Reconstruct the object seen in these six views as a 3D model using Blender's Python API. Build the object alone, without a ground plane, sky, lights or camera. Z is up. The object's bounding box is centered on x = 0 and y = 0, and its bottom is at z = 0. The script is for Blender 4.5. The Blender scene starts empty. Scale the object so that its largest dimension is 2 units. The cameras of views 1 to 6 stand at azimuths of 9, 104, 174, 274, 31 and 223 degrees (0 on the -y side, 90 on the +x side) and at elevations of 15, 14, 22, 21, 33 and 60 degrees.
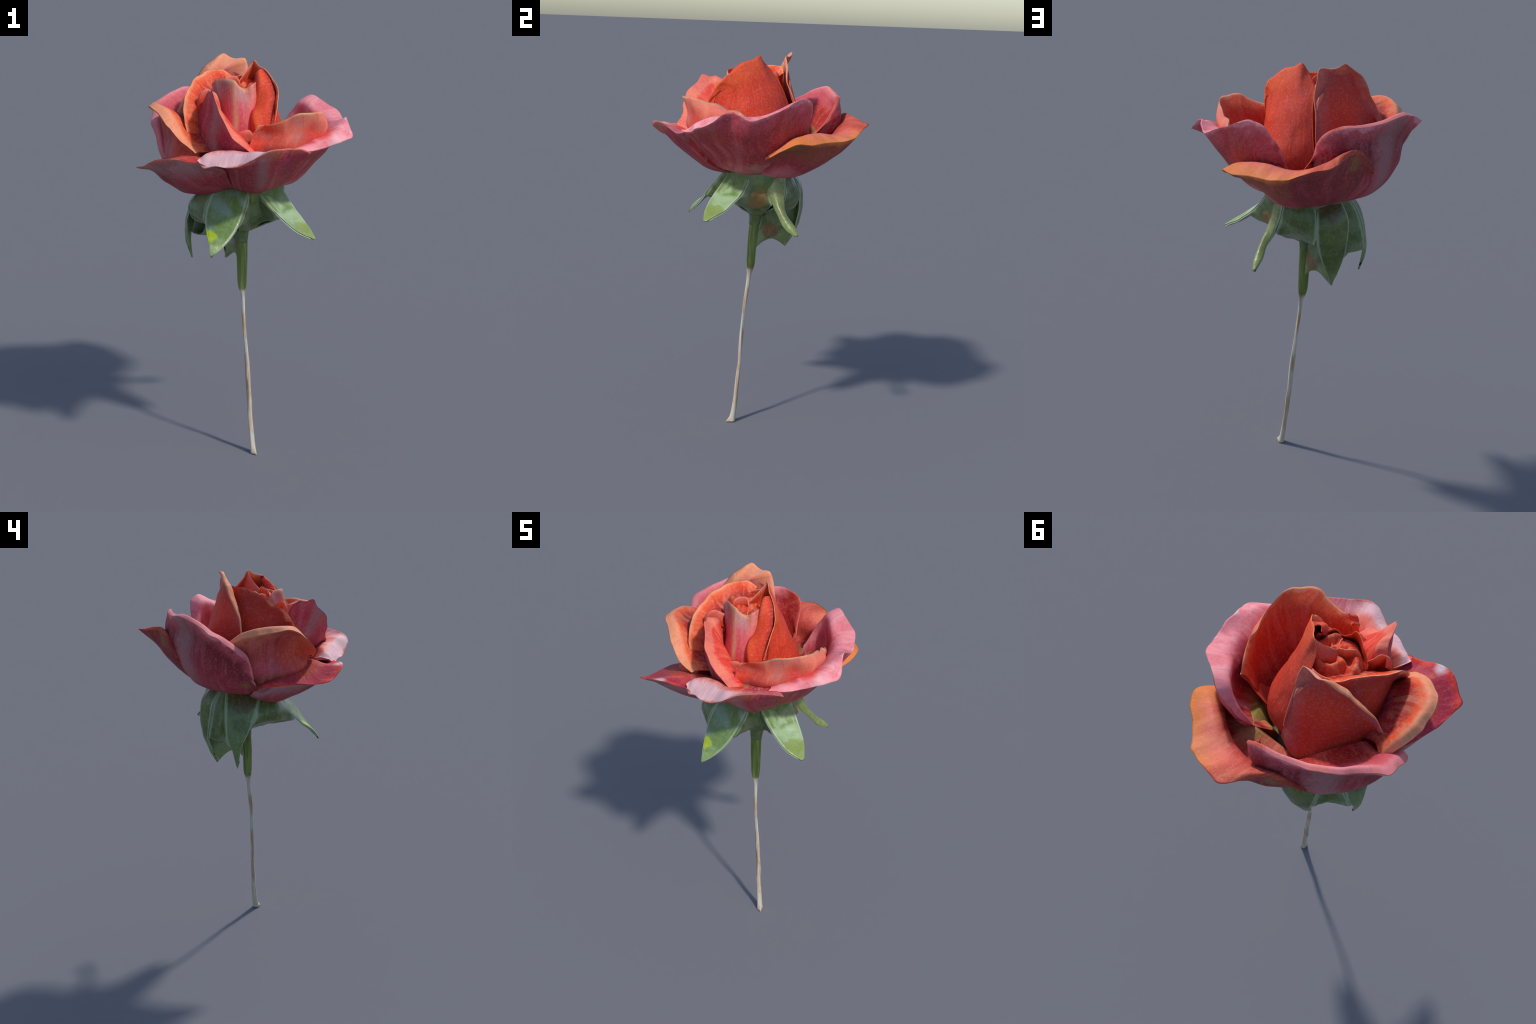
"""A single cut rose: coral and pink petals round a half-open heart, five green sepals, a thin dry stem."""
import bpy, math
import numpy as np
from mathutils import Vector, noise

# ----------------------------------------------------------------------------------------------
# curve and sheet helpers
# ----------------------------------------------------------------------------------------------


def polar(az, r, z):
    """azimuth in degrees (0 = front, -y; 90 = +x), radius, height -> point"""
    a = math.radians(az)
    return np.array([r * math.sin(a), -r * math.cos(a), z])


def spline(points, t):
    """centripetal Catmull-Rom through points, sampled at t in 0..1 of its chord length"""
    p = np.asarray(points, float)
    if len(p) == 1:
        return np.repeat(p, len(t), 0)
    d = np.sqrt(np.linalg.norm(np.diff(p, axis=0), axis=1)) + 1e-6
    k = np.r_[0, np.cumsum(d)]
    ch = np.r_[0, np.cumsum(d * d)]
    ch /= ch[-1]
    pad = np.vstack([2 * p[0] - p[1], p, 2 * p[-1] - p[-2]])
    kn = np.r_[k[0] - d[0], k, k[-1] + d[-1]]
    out = np.empty((len(t), p.shape[1]))
    for n, s in enumerate(t):
        i = min(max(int(np.searchsorted(ch, s, "right")) - 1, 0), len(p) - 2)
        f = (s - ch[i]) / (ch[i + 1] - ch[i])
        t0, t1, t2, t3 = kn[i:i + 4]
        x = t1 + f * (t2 - t1)
        p0, p1, p2, p3 = pad[i:i + 4]
        a1 = (t1 - x) / (t1 - t0) * p0 + (x - t0) / (t1 - t0) * p1
        a2 = (t2 - x) / (t2 - t1) * p1 + (x - t1) / (t2 - t1) * p2
        a3 = (t3 - x) / (t3 - t2) * p2 + (x - t2) / (t3 - t2) * p3
        b1 = (t2 - x) / (t2 - t0) * a1 + (x - t0) / (t2 - t0) * a2
        b2 = (t3 - x) / (t3 - t1) * a2 + (x - t1) / (t3 - t1) * a3
        out[n] = (t2 - x) / (t2 - t1) * b1 + (x - t1) / (t2 - t1) * b2
    return out


def loft(contours, nu, nv, even=True):
    """surface through a stack of contour curves (base first, free edge last)"""
    u = np.linspace(0, 1, nu)
    rows = np.stack([spline(c, u) for c in contours], 1)
    v = np.linspace(0, 1, nv)
    return np.stack([spline(rows[i], v) for i in range(nu)], 0)


def grid_normals(g):
    du, dv = np.gradient(g, axis=0), np.gradient(g, axis=1)
    n = np.cross(du, dv)
    return n / (np.linalg.norm(n, axis=2, keepdims=True) + 1e-12)


def relief(g, amount, scale, seed, edge=0.0):
    """gentle lumps over the whole sheet, and a finer ruffle of the free edge"""
    n = grid_normals(g)
    out = g.copy()
    nu, nv = g.shape[:2]
    for i in range(nu):
        for j in range(nv):
            p = Vector(g[i, j]) * scale + Vector((seed * 3.7, seed * 1.3, -seed * 2.1))
            v = j / (nv - 1)
            crease = 1 - abs(noise.noise(p * 1.7 + Vector((5, 1, 2)))) * 3
            h = amount * (noise.noise(p) + 0.45 * noise.noise(p * 2.3) + 0.35 * crease * noise.noise(p * 0.8)) * min(1, 3 * v)
            q = p * 1.4 + Vector((1, -1, 1)) * 0.8 * noise.noise(p * 0.6)
            e = edge * v ** 5 * (1.3 * noise.noise(q) + 0.35 * noise.noise(q * 2.3))
            out[i, j] += n[i, j] * (h + 0.6 * e)
            if j > 0:
                along = g[i, j] - g[i, j - 1]
                out[i, j] += along / (np.linalg.norm(along) + 1e-9) * e
    return out


def solid(name, verts, faces, slots, along, across, mats, parent):
    me = bpy.data.meshes.new(name)
    me.from_pydata(np.asarray(verts).tolist(), [], faces)
    for m in mats:
        me.materials.append(m)
    me.polygons.foreach_set("material_index", slots)
    me.polygons.foreach_set("use_smooth", [True] * len(faces))
    for key, val in (("along", along), ("across", across)):
        me.attributes.new(key, "FLOAT", "POINT").data.foreach_set("value", np.asarray(val, np.float32))
    me.update()
    ob = bpy.data.objects.new(name, me)
    bpy.context.scene.collection.objects.link(ob)
    ob.parent = parent
    return ob


def sheet(name, g, thick, mats, parent, outward=None, taper=0.35, inner=None):
    """closed thin solid. g: outer face (foot to free edge); inner: its own inner face (free edge to floor),
    or None for an even thickness. Material 0 outside, 1 inside; scalars 'along' and 'across' run over each face"""
    nu, nv = g.shape[:2]
    n = grid_normals(g)
    ref = outward if outward is not None else np.array([0, 0, 1.5])
    k = nv // 2
    flip = np.sum(n[:, k] * ((g[:, k] - ref) * [1, 1, 0.2])) < 0
    if flip:
        n = -n
    u, v = np.linspace(0, 1, nu), np.linspace(0, 1, nv)
    if inner is None:
        rimness = np.minimum(1, np.minimum((1 - v)[None, :] * 8, np.minimum(u, 1 - u)[:, None] * 12))
        t = (thick * (taper + (1 - taper) * rimness))[..., None]
        outer, inside, seam = g + n * t * 0.5, (g - n * t * 0.5)[:, ::-1], False
    else:
        outer, inside, seam = g, inner[:, 1:], True
    ni = inside.shape[1]
    loop = np.concatenate([outer, inside], 1)                   # foot -> edge -> floor
    m = nv + ni
    vi = np.linspace(1, 0, ni + 1)[1:] if seam else v[::-1]
    al = np.tile(np.r_[v, vi], nu)
    ac = np.repeat(u, m)
    faces, slots = [], []

    def quad(a, b, c, d, s):
        faces.append((a, d, c, b) if flip else (a, b, c, d))
        slots.append(s)

    for i in range(nu - 1):
        for j in range(m):
            jj = (j + 1) % m
            quad(i * m + j, (i + 1) * m + j, (i + 1) * m + jj, i * m + jj, 0 if j < nv - 1 or j == m - 1 else 1)
    for i in (0, nu - 1):                                       # close the two side edges
        o = i * m
        for j in range(nv - 1):
            f = [o + j, o + j + 1, o + m - 2 - j, o + m - 1 - j]
            f = f[:2] + f[3:] if f[1] == f[2] or f[2] == o + nv - 1 else f
            faces.append(tuple(f) if (i == 0) == flip else tuple(f[::-1]))
            slots.append(1)
    return solid(name, loop.reshape(-1, 3), faces, slots, al, ac, mats, parent)


# ----------------------------------------------------------------------------------------------
# materials
# ----------------------------------------------------------------------------------------------


def srgb(r, g, b):
    f = lambda c: c / 12.92 if c <= 0.04045 else ((c + 0.055) / 1.055) ** 2.4
    return (f(r / 255), f(g / 255), f(b / 255), 1)


class Nodes:
    def __init__(self, name):
        self.mat = bpy.data.materials.new(name)
        self.mat.use_nodes = True
        self.t = self.mat.node_tree
        self.bsdf = self.t.nodes["Principled BSDF"]

    def new(self, kind, **props):
        n = self.t.nodes.new(kind)
        for k, v in props.items():
            setattr(n, k, v)
        return n

    def link(self, a, b):
        self.t.links.new(a, b)

    def scalar(self, name):
        return self.new("ShaderNodeAttribute", attribute_name=name, attribute_type="GEOMETRY").outputs["Fac"]

    def math(self, op, a, b=None, clamp=False):
        n = self.new("ShaderNodeMath", operation=op, use_clamp=clamp)
        for i, x in enumerate((a, b)):
            if x is None:
                continue
            if isinstance(x, (int, float)):
                n.inputs[i].default_value = x
            else:
                self.link(x, n.inputs[i])
        return n.outputs[0]

    def ramp(self, fac, stops, interp="EASE"):
        n = self.new("ShaderNodeValToRGB")
        n.color_ramp.interpolation = interp
        e = n.color_ramp.elements
        while len(e) < len(stops):
            e.new(0.5)
        for el, (p, c) in zip(e, stops):
            el.position, el.color = p, c
        self.link(fac, n.inputs[0])
        return n.outputs[0]

    def mask(self, fac, lo, hi):
        n = self.new("ShaderNodeMapRange", interpolation_type="SMOOTHSTEP")
        n.inputs[1].default_value, n.inputs[2].default_value = lo, hi
        self.link(fac, n.inputs[0])
        return n.outputs[0]

    def mix(self, fac, a, b, blend="MIX"):
        n = self.new("ShaderNodeMix", data_type="RGBA", blend_type=blend, clamp_factor=True)
        for s, x in ((n.inputs[0], fac), (n.inputs[6], a), (n.inputs[7], b)):
            if isinstance(x, (int, float, tuple)):
                s.default_value = x
            else:
                self.link(x, s)
        return n.outputs[2]

    def noise(self, vec, scale, detail=3.0, rough=0.55, distort=0.0):
        n = self.new("ShaderNodeTexNoise")
        n.inputs["Scale"].default_value, n.inputs["Detail"].default_value = scale, detail
        n.inputs["Roughness"].default_value, n.inputs["Distortion"].default_value = rough, distort
        self.link(vec, n.inputs["Vector"])
        return n.outputs["Fac"]

    def coords(self):
        return self.new("ShaderNodeTexCoord").outputs["Object"]

    def spot(self, centre, radius, soft=0.85):
        """1 inside a ball round centre (object space), ragged edge"""
        co = self.coords()
        d = self.new("ShaderNodeVectorMath", operation="DISTANCE")
        self.link(co, d.inputs[0])
        d.inputs[1].default_value = centre
        r = self.math("ADD", d.outputs["Value"], self.math("MULTIPLY", self.math("SUBTRACT", self.noise(co, 14, 2), 0.5), radius * 0.9))
        n = self.new("ShaderNodeMapRange", interpolation_type="SMOOTHSTEP")
        n.inputs[1].default_value, n.inputs[2].default_value = radius, radius * (1 - soft)
        self.link(r, n.inputs[0])
        return n.outputs[0]

    def finish(self, colour, rough=0.55, spec=0.25, bump=None, bump_strength=0.15, sheen=0.0):
        self.link(colour, self.bsdf.inputs["Base Color"])
        self.bsdf.inputs["Roughness"].default_value = rough
        self.bsdf.inputs["Specular IOR Level"].default_value = spec
        self.bsdf.inputs["Sheen Weight"].default_value = sheen
        if bump is not None:
            b = self.new("ShaderNodeBump")
            b.inputs["Strength"].default_value, b.inputs["Distance"].default_value = bump_strength, 0.01
            self.link(bump, b.inputs["Height"])
            self.link(b.outputs[0], self.bsdf.inputs["Normal"])
        return self.mat


def petal_material(name, stops, streak=None, streak_at=0.5, streak_width=0.12, vein=None, vein_amount=0.34,
                   blotch=None, blotch_amount=0.5, seed=0.0, spots=(), rim=None, tilt=None, grain=0.5):
    """colours run from the petal's foot (0) to its free edge (1); veins fan out along it"""
    m = Nodes(name)
    along, across = m.scalar("along"), m.scalar("across")
    co = m.coords()
    shift = m.new("ShaderNodeVectorMath", operation="ADD")
    m.link(co, shift.inputs[0])
    shift.inputs[1].default_value = (seed, seed * 0.7, -seed)
    co = shift.outputs[0]
    big, mid = m.noise(co, 7, 3, 0.6, 0.6), m.noise(co, 22, 4, 0.65, 0.8)
    wob = m.math("ADD", along, m.math("MULTIPLY", m.math("SUBTRACT", big, 0.5), 0.22))
    wob = m.math("ADD", wob, m.math("MULTIPLY", m.math("SUBTRACT", mid, 0.5), 0.10))
    col = m.ramp(wob, stops)
    if tilt:                                   # a second colour towards one side of the petal
        lo, hi, c, amt = tilt
        side = m.math("ADD", across, m.math("MULTIPLY", m.math("SUBTRACT", big, 0.5), 0.25))
        col = m.mix(m.math("MULTIPLY", m.mask(side, lo, hi), amt), col, c)
    vec = m.new("ShaderNodeCombineXYZ")
    m.link(m.math("MULTIPLY", across, 34), vec.inputs[0])
    m.link(m.math("MULTIPLY", along, 3.2), vec.inputs[1])
    vec.inputs[2].default_value = seed
    fine = m.noise(vec.outputs[0], 1.0, 2, 0.5, 0.6)
    wide = m.new("ShaderNodeVectorMath", operation="SCALE")
    m.link(vec.outputs[0], wide.inputs[0])
    wide.inputs[3].default_value = 0.33
    broad = m.noise(wide.outputs[0], 1.0, 2, 0.5, 0.8)
    if vein:
        col = m.mix(m.math("MULTIPLY", m.mask(broad, 0.48, 0.70), vein_amount * 0.9), col, vein)
        col = m.mix(m.math("MULTIPLY", m.mask(fine, 0.52, 0.74), vein_amount * 0.8), col, vein)
        dark = m.mask(fine, 0.48, 0.30)
        col = m.mix(m.math("MULTIPLY", dark, vein_amount * 0.55), col, m.mix(1.0, col, (0.55, 0.42, 0.5, 1), "MULTIPLY"))
    if blotch:
        col = m.mix(m.math("MULTIPLY", m.mask(m.noise(co, 9, 4, 0.6, 1.2), 0.50, 0.68), blotch_amount), col, blotch)
    if streak:
        d = m.math("ABSOLUTE", m.math("SUBTRACT", across, streak_at))
        d = m.math("ADD", d, m.math("MULTIPLY", m.math("SUBTRACT", fine, 0.5), 0.10))
        s = m.math("MULTIPLY", m.mask(d, streak_width, 0.0), m.mask(along, 0.25, 0.55))
        col = m.mix(m.math("MULTIPLY", s, 0.75), col, streak)
    if rim:
        c, start, amt = rim
        edge = m.math("ADD", along, m.math("MULTIPLY", m.math("SUBTRACT", mid, 0.5), 0.06))
        col = m.mix(m.math("MULTIPLY", m.mask(edge, start, 1.0), amt), col, c)
    for centre, radius, c, amt in spots:
        col = m.mix(m.math("MULTIPLY", m.spot(centre, radius), amt), col, c)
    g = m.noise(co, 90, 3, 0.6)
    col = m.mix(m.math("MULTIPLY", m.mask(g, 0.45, 0.75), 0.16 * grain), col, (1.0, 0.78, 0.74, 1))
    col = m.mix(m.math("MULTIPLY", m.mask(g, 0.5, 0.25), 0.25 * grain), col, m.mix(1.0, col, (0.72, 0.62, 0.62, 1), "MULTIPLY"))
    h = m.math("ADD", m.math("MULTIPLY", fine, 0.7), m.math("MULTIPLY", mid, 0.6))
    return m.finish(col, 0.6, 0.22, h, 0.25)


C = {
    "orange": srgb(230, 88, 46), "red_orange": srgb(214, 62, 34), "deep_red": srgb(168, 34, 28), "peach": srgb(240, 152, 112),
    "salmon": srgb(232, 120, 100), "pink": srgb(238, 142, 150), "pale_pink": srgb(242, 192, 194), "rose": srgb(204, 84, 96),
    "wine": srgb(176, 60, 64), "plum": srgb(172, 58, 72), "dark_plum": srgb(138, 42, 54), "mauve": srgb(208, 116, 122), "crimson": srgb(182, 50, 74),
    "brick": srgb(186, 68, 58), "amber": srgb(220, 126, 62), "olive": srgb(142, 126, 60), "tan": srgb(206, 152, 116),
    "white": srgb(226, 208, 216), "grey_pink": srgb(172, 122, 124), "scarlet": srgb(226, 64, 54), "brown": srgb(158, 82, 58), "dusky": srgb(208, 100, 86),
}

# ----------------------------------------------------------------------------------------------
# the flower
# ----------------------------------------------------------------------------------------------

rose = bpy.data.objects.new("rose", None)
bpy.context.scene.collection.objects.link(rose)
rose.location = (0.055, -0.09, 0)
rose["label"] = "half-open coral and pink rose with green sepals on a thin dry stem"
rose["category"] = "rose flower"
HOME = -np.array([0.055, -0.09, 0.0])


def attach(ob):
    ob.location = HOME
    return ob


def ring(az0, az1, r, z, n=5):
    if az1 - az0 > 180 and az0 < 0 or az0 - az1 > 180:      # the short way round the front
        az1 += 360
    return [polar(a, r, z) for a in np.linspace(az0, az1, n)]


def arc(*stations):
    return [polar(*s) for s in stations]


PETALS = []


def petal(contours, outside, inside, inner=None, thick=0.008, nu=90, nv=44, lumps=0.006, ruffle=0.008, seed=1):
    """contours run from foot to free edge; inner contours (optional) go on from the edge down to the floor"""
    g0 = loft(contours, nu, nv)
    g = relief(g0, lumps, 7.0, seed, ruffle)
    gi = None
    if inner is not None:
        gi = loft([contours[-1]] + list(inner), nu, nv)
        gi = relief(gi, lumps, 7.0, seed + 50)
        gi[:, 0] = g0[:, -1]
        gi = gi + (g[:, -1:] - g0[:, -1:]) * (np.linspace(1, 0, nv) ** 4)[None, :, None]
    ob = attach(sheet("petal", g, thick, (outside, inside), rose, inner=gi))
    PETALS.append(ob)
    return ob


# --- outer whorl -------------------------------------------------------------------------------
# front left, spread almost flat and drooping at its foot
petal([
    ring(353, 288, 0.12, 1.38),
    arc((351, 0.225, 1.412), (338, 0.245, 1.402), (325, 0.29, 1.376), (306, 0.33, 1.370), (288, 0.27, 1.372)),
    arc((352, 0.32, 1.468), (340, 0.365, 1.453), (325, 0.43, 1.434), (309, 0.45, 1.434), (288, 0.36, 1.41), (282, 0.30, 1.40)),
    arc((353, 0.385, 1.515), (342, 0.425, 1.512), (333, 0.49, 1.510), (326, 0.53, 1.507), (313, 0.53, 1.495), (295, 0.425, 1.455), (283, 0.33, 1.42)),
    [(-.06, -.490, 1.548), (-.11, -.485, 1.556), (-.156, -.482, 1.571), (-.215, -.50, 1.577), (-.28, -.522, 1.583), (-.325, -.525, 1.582), (-.364, -.51, 1.565), (-.40, -.487, 1.542),
     (-.434, -.463, 1.532), (-.432, -.414, 1.516), (-.43, -.36, 1.507), (-.425, -.30, 1.50), (-.40, -.22, 1.485), (-.36, -.15, 1.462), (-.325, -.09, 1.44)],
],
    petal_material("petal_front_left_outside", [(0, C["olive"]), (0.2, C["plum"]), (0.6, C["plum"]), (0.9, C["grey_pink"]), (1, C["salmon"])],
                   vein=C["mauve"], seed=1.0, blotch=C["dark_plum"], blotch_amount=0.5,
                   spots=[((-.33, -.36, 1.47), 0.07, C["dark_plum"], 0.7), ((-.28, -.24, 1.40), 0.04, C["olive"], 0.6)]),
    petal_material("petal_front_left_inside", [(0, C["olive"]), (0.35, C["brown"]), (0.6, C["brick"]), (0.85, C["crimson"]), (1, C["scarlet"])],
                   vein=C["salmon"], seed=1.5, blotch=C["crimson"], blotch_amount=0.5,
                   spots=[((-.275, -.51, 1.58), 0.04, C["white"], 0.9)]),
    inner=[arc((353, 0.46, 1.535), (340, 0.46, 1.55), (328, 0.52, 1.57), (313, 0.55, 1.518), (297, 0.45, 1.505), (284, 0.33, 1.46)),
           arc((352, 0.36, 1.54), (328, 0.43, 1.575), (309, 0.43, 1.53), (290, 0.36, 1.50)),
           ring(353, 288, 0.25, 1.53)],
    seed=1)

# front, with a broad pale edge rolled over
petal([
    ring(340, 46, 0.12, 1.37),
    arc((341, 0.20, 1.41), (0, 0.24, 1.405), (18, 0.265, 1.397), (44, 0.245, 1.415)),
    arc((341, 0.30, 1.485), (351, 0.31, 1.478), (4, 0.355, 1.472), (18, 0.385, 1.478), (42, 0.34, 1.475)),
    arc((342, 0.375, 1.54), (352, 0.387, 1.53), (4, 0.44, 1.53), (16, 0.48, 1.553), (40, 0.43, 1.56)),
    [(-.156, -.455, 1.573), (-.12, -.485, 1.545), (-.057, -.52, 1.555), (-.007, -.535, 1.557), (.039, -.545, 1.565), (.078, -.553, 1.585),
     (.118, -.553, 1.609), (.162, -.525, 1.634), (.206, -.49, 1.64), (.25, -.455, 1.64), (.296, -.42, 1.636), (.335, -.36, 1.612)],
],
    petal_material("petal_front_outside", [(0, C["olive"]), (0.18, C["plum"]), (0.7, C["plum"]), (0.9, C["crimson"]), (1, C["salmon"])],
                   vein=C["mauve"], streak=C["grey_pink"], streak_at=0.6, seed=2.0, blotch=C["dark_plum"], blotch_amount=0.5,
                   spots=[((.19, -.48, 1.60), 0.06, C["brown"], 0.8), ((.22, -.26, 1.47), 0.022, C["crimson"], 0.9)]),
    petal_material("petal_front_inside", [(0, C["olive"]), (0.4, C["red_orange"]), (0.6, C["salmon"]), (0.8, C["pale_pink"]), (0.95, C["pale_pink"]), (1, C["salmon"])],
                   vein=C["pale_pink"], seed=2.5, blotch=C["white"], blotch_amount=0.4, tilt=(0.55, 0.72, C["crimson"], 0.75)),
    inner=[[(-.15, -.415, 1.58), (-.125, -.428, 1.60), (-.08, -.42, 1.609), (-.04, -.42, 1.612), (.004, -.44, 1.616), (.055, -.465, 1.620),
            (.11, -.50, 1.628), (.155, -.50, 1.630), (.2, -.465, 1.632), (.24, -.43, 1.630), (.285, -.395, 1.626), (.32, -.345, 1.60)],
           arc((342, 0.37, 1.56), (0, 0.37, 1.585), (18, 0.40, 1.60), (42, 0.40, 1.60)),
           arc((342, 0.28, 1.55), (0, 0.29, 1.56), (18, 0.30, 1.57), (42, 0.30, 1.58))],
    seed=2)

# right, the largest: wide pink flange, drawn up to a peak behind
petal([
    ring(36, 162, 0.12, 1.38, 7),
    arc((38, 0.25, 1.425), (55, 0.25, 1.43), (83, 0.23, 1.412), (105, 0.20, 1.415), (130, 0.19, 1.42), (150, 0.18, 1.42), (160, 0.17, 1.42)),
    arc((38, 0.33, 1.49), (55, 0.325, 1.505), (80, 0.31, 1.495), (100, 0.315, 1.50), (125, 0.32, 1.54), (142, 0.30, 1.54), (155, 0.25, 1.51)),
    arc((36, 0.39, 1.565), (55, 0.41, 1.58), (75, 0.395, 1.595), (98, 0.378, 1.59), (125, 0.38, 1.645), (140, 0.365, 1.66), (152, 0.315, 1.61)),
    [(.24, -.35, 1.61), (.30, -.325, 1.608), (.351, -.285, 1.610), (.41, -.24, 1.622), (.46, -.205, 1.643), (.498, -.155, 1.655),
     (.497, -.105, 1.68), (.472, -.06, 1.72), (.455, -.02, 1.727), (.458, .03, 1.714), (.458, .077, 1.700), (.437, .129, 1.712),
     (.408, .176, 1.734), (.364, .219, 1.760), (.31, .255, 1.790), (.265, .285, 1.806), (.225, .31, 1.785), (.188, .312, 1.746),
     (.155, .294, 1.695), (.123, .277, 1.642), (.103, .241, 1.577)],
],
    petal_material("petal_right_outside", [(0, C["olive"]), (0.2, C["mauve"]), (0.42, C["wine"]), (0.75, C["wine"]), (0.94, C["rose"]), (1, C["pink"])],
                   vein=C["mauve"], vein_amount=0.42, seed=3.0, blotch=C["dark_plum"], blotch_amount=0.45,
                   spots=[((.40, -.12, 1.60), 0.09, C["brick"], 0.6), ((.24, .04, 1.44), 0.05, C["tan"], 0.5), ((.33, .22, 1.62), 0.09, C["brick"], 0.5)]),
    petal_material("petal_right_inside", [(0, C["amber"]), (0.3, C["deep_red"]), (0.6, C["rose"]), (0.85, C["pink"]), (1, C["pink"])],
                   vein=C["pale_pink"], seed=3.5, blotch=C["rose"], blotch_amount=0.45,
                   spots=[((.47, -.04, 1.73), 0.03, C["white"], 0.8), ((.46, .10, 1.70), 0.022, C["white"], 0.7), ((.43, -.2, 1.63), 0.07, C["pale_pink"], 0.7),
                          ((.36, -.20, 1.66), 0.07, C["scarlet"], 0.85)]),  # the same translucent glow, painted on this side of the valley
    inner=[arc((36, 0.40, 1.608), (50, 0.43, 1.632), (62, 0.463, 1.668), (76, 0.455, 1.705), (92, 0.385, 1.702), (106, 0.36, 1.707), (119, 0.335, 1.738), (130, 0.330, 1.762), (140, 0.325, 1.765), (149, 0.305, 1.69), (158, 0.25, 1.57)),
           arc((36, 0.33, 1.60), (50, 0.37, 1.63), (62, 0.41, 1.665), (76, 0.37, 1.66), (100, 0.31, 1.61), (112, 0.325, 1.61), (125, 0.325, 1.615), (142, 0.305, 1.615), (156, 0.235, 1.54)),
           arc((36, 0.28, 1.56), (60, 0.30, 1.55), (90, 0.24, 1.48), (125, 0.20, 1.46), (160, 0.16, 1.48))],
    seed=3, nu=130)

# back right, flared, its edge turned into an amber shelf that runs round to the back
petal([
    ring(106, 230, 0.12, 1.36, 6),
    arc((106, 0.175, 1.40), (135, 0.195, 1.385), (165, 0.235, 1.392), (190, 0.26, 1.412), (215, 0.25, 1.41), (228, 0.23, 1.42)),
    arc((108, 0.235, 1.455), (132, 0.275, 1.470), (155, 0.365, 1.462), (180, 0.347, 1.460), (200, 0.335, 1.470), (215, 0.335, 1.49), (226, 0.32, 1.51)),
    arc((110, 0.30, 1.49), (130, 0.365, 1.542), (146, 0.435, 1.542), (161, 0.476, 1.538), (177, 0.435, 1.55), (192, 0.42, 1.56), (206, 0.41, 1.585), (222, 0.38, 1.57)),
    [(.32, .13, 1.508), (.378, .235, 1.568), (.384, .29, 1.59), (.345, .345, 1.588), (.29, .39, 1.594), (.235, .438, 1.598), (.18, .49, 1.603),
     (.13, .517, 1.612), (.08, .533, 1.635), (.02, .547, 1.655), (-.032, .55, 1.662), (-.08, .505, 1.669), (-.137, .433, 1.682), (-.19, .40, 1.682),
     (-.23, .365, 1.655), (-.255, .33, 1.60), (-.262, .295, 1.56)],
],
    petal_material("petal_back_outside", [(0, C["olive"]), (0.2, C["mauve"]), (0.45, C["plum"]), (0.72, C["brown"]), (0.9, C["brown"]), (1, C["amber"])],
                   vein=C["rose"], seed=4.0, blotch=C["brick"], blotch_amount=0.3, tilt=(0.42, 0.55, C["dark_plum"], 0.85),
                   spots=[((.35, .26, 1.55), 0.07, C["olive"], 0.5), ((-.15, .38, 1.64), 0.06, C["olive"], 0.5)]),
    petal_material("petal_back_inside", [(0, C["olive"]), (0.3, C["deep_red"]), (0.55, C["brick"]), (0.75, C["salmon"]), (1, C["amber"])],
                   vein=C["peach"], seed=4.5, tilt=(0.45, 0.62, C["brick"], 0.85),
                   spots=[((.33, .27, 1.6), 0.11, C["amber"], 0.8)]),
    inner=[[(.31, .12, 1.515), (.325, .20, 1.575), (.328, .25, 1.607), (.286, .285, 1.622), (.239, .315, 1.63), (.195, .345, 1.63), (.151, .37, 1.625),
            (.108, .395, 1.618), (.064, .42, 1.62), (.02, .44, 1.640), (-.03, .45, 1.664), (-.07, .45, 1.684), (-.11, .435, 1.698), (-.17, .395, 1.70),
            (-.215, .36, 1.665), (-.245, .325, 1.605), (-.25, .285, 1.56)],
           arc((108, 0.29, 1.50), (132, 0.345, 1.585), (155, 0.355, 1.595), (180, 0.375, 1.605), (200, 0.38, 1.64), (226, 0.35, 1.58)),
           arc((108, 0.26, 1.49), (132, 0.33, 1.53), (155, 0.34, 1.53), (180, 0.355, 1.535), (200, 0.35, 1.56), (226, 0.33, 1.54)),
           arc((108, 0.2, 1.47), (132, 0.21, 1.51), (155, 0.245, 1.55), (180, 0.21, 1.535), (200, 0.22, 1.54), (226, 0.24, 1.52))],
    seed=4, nu=120)

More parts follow.
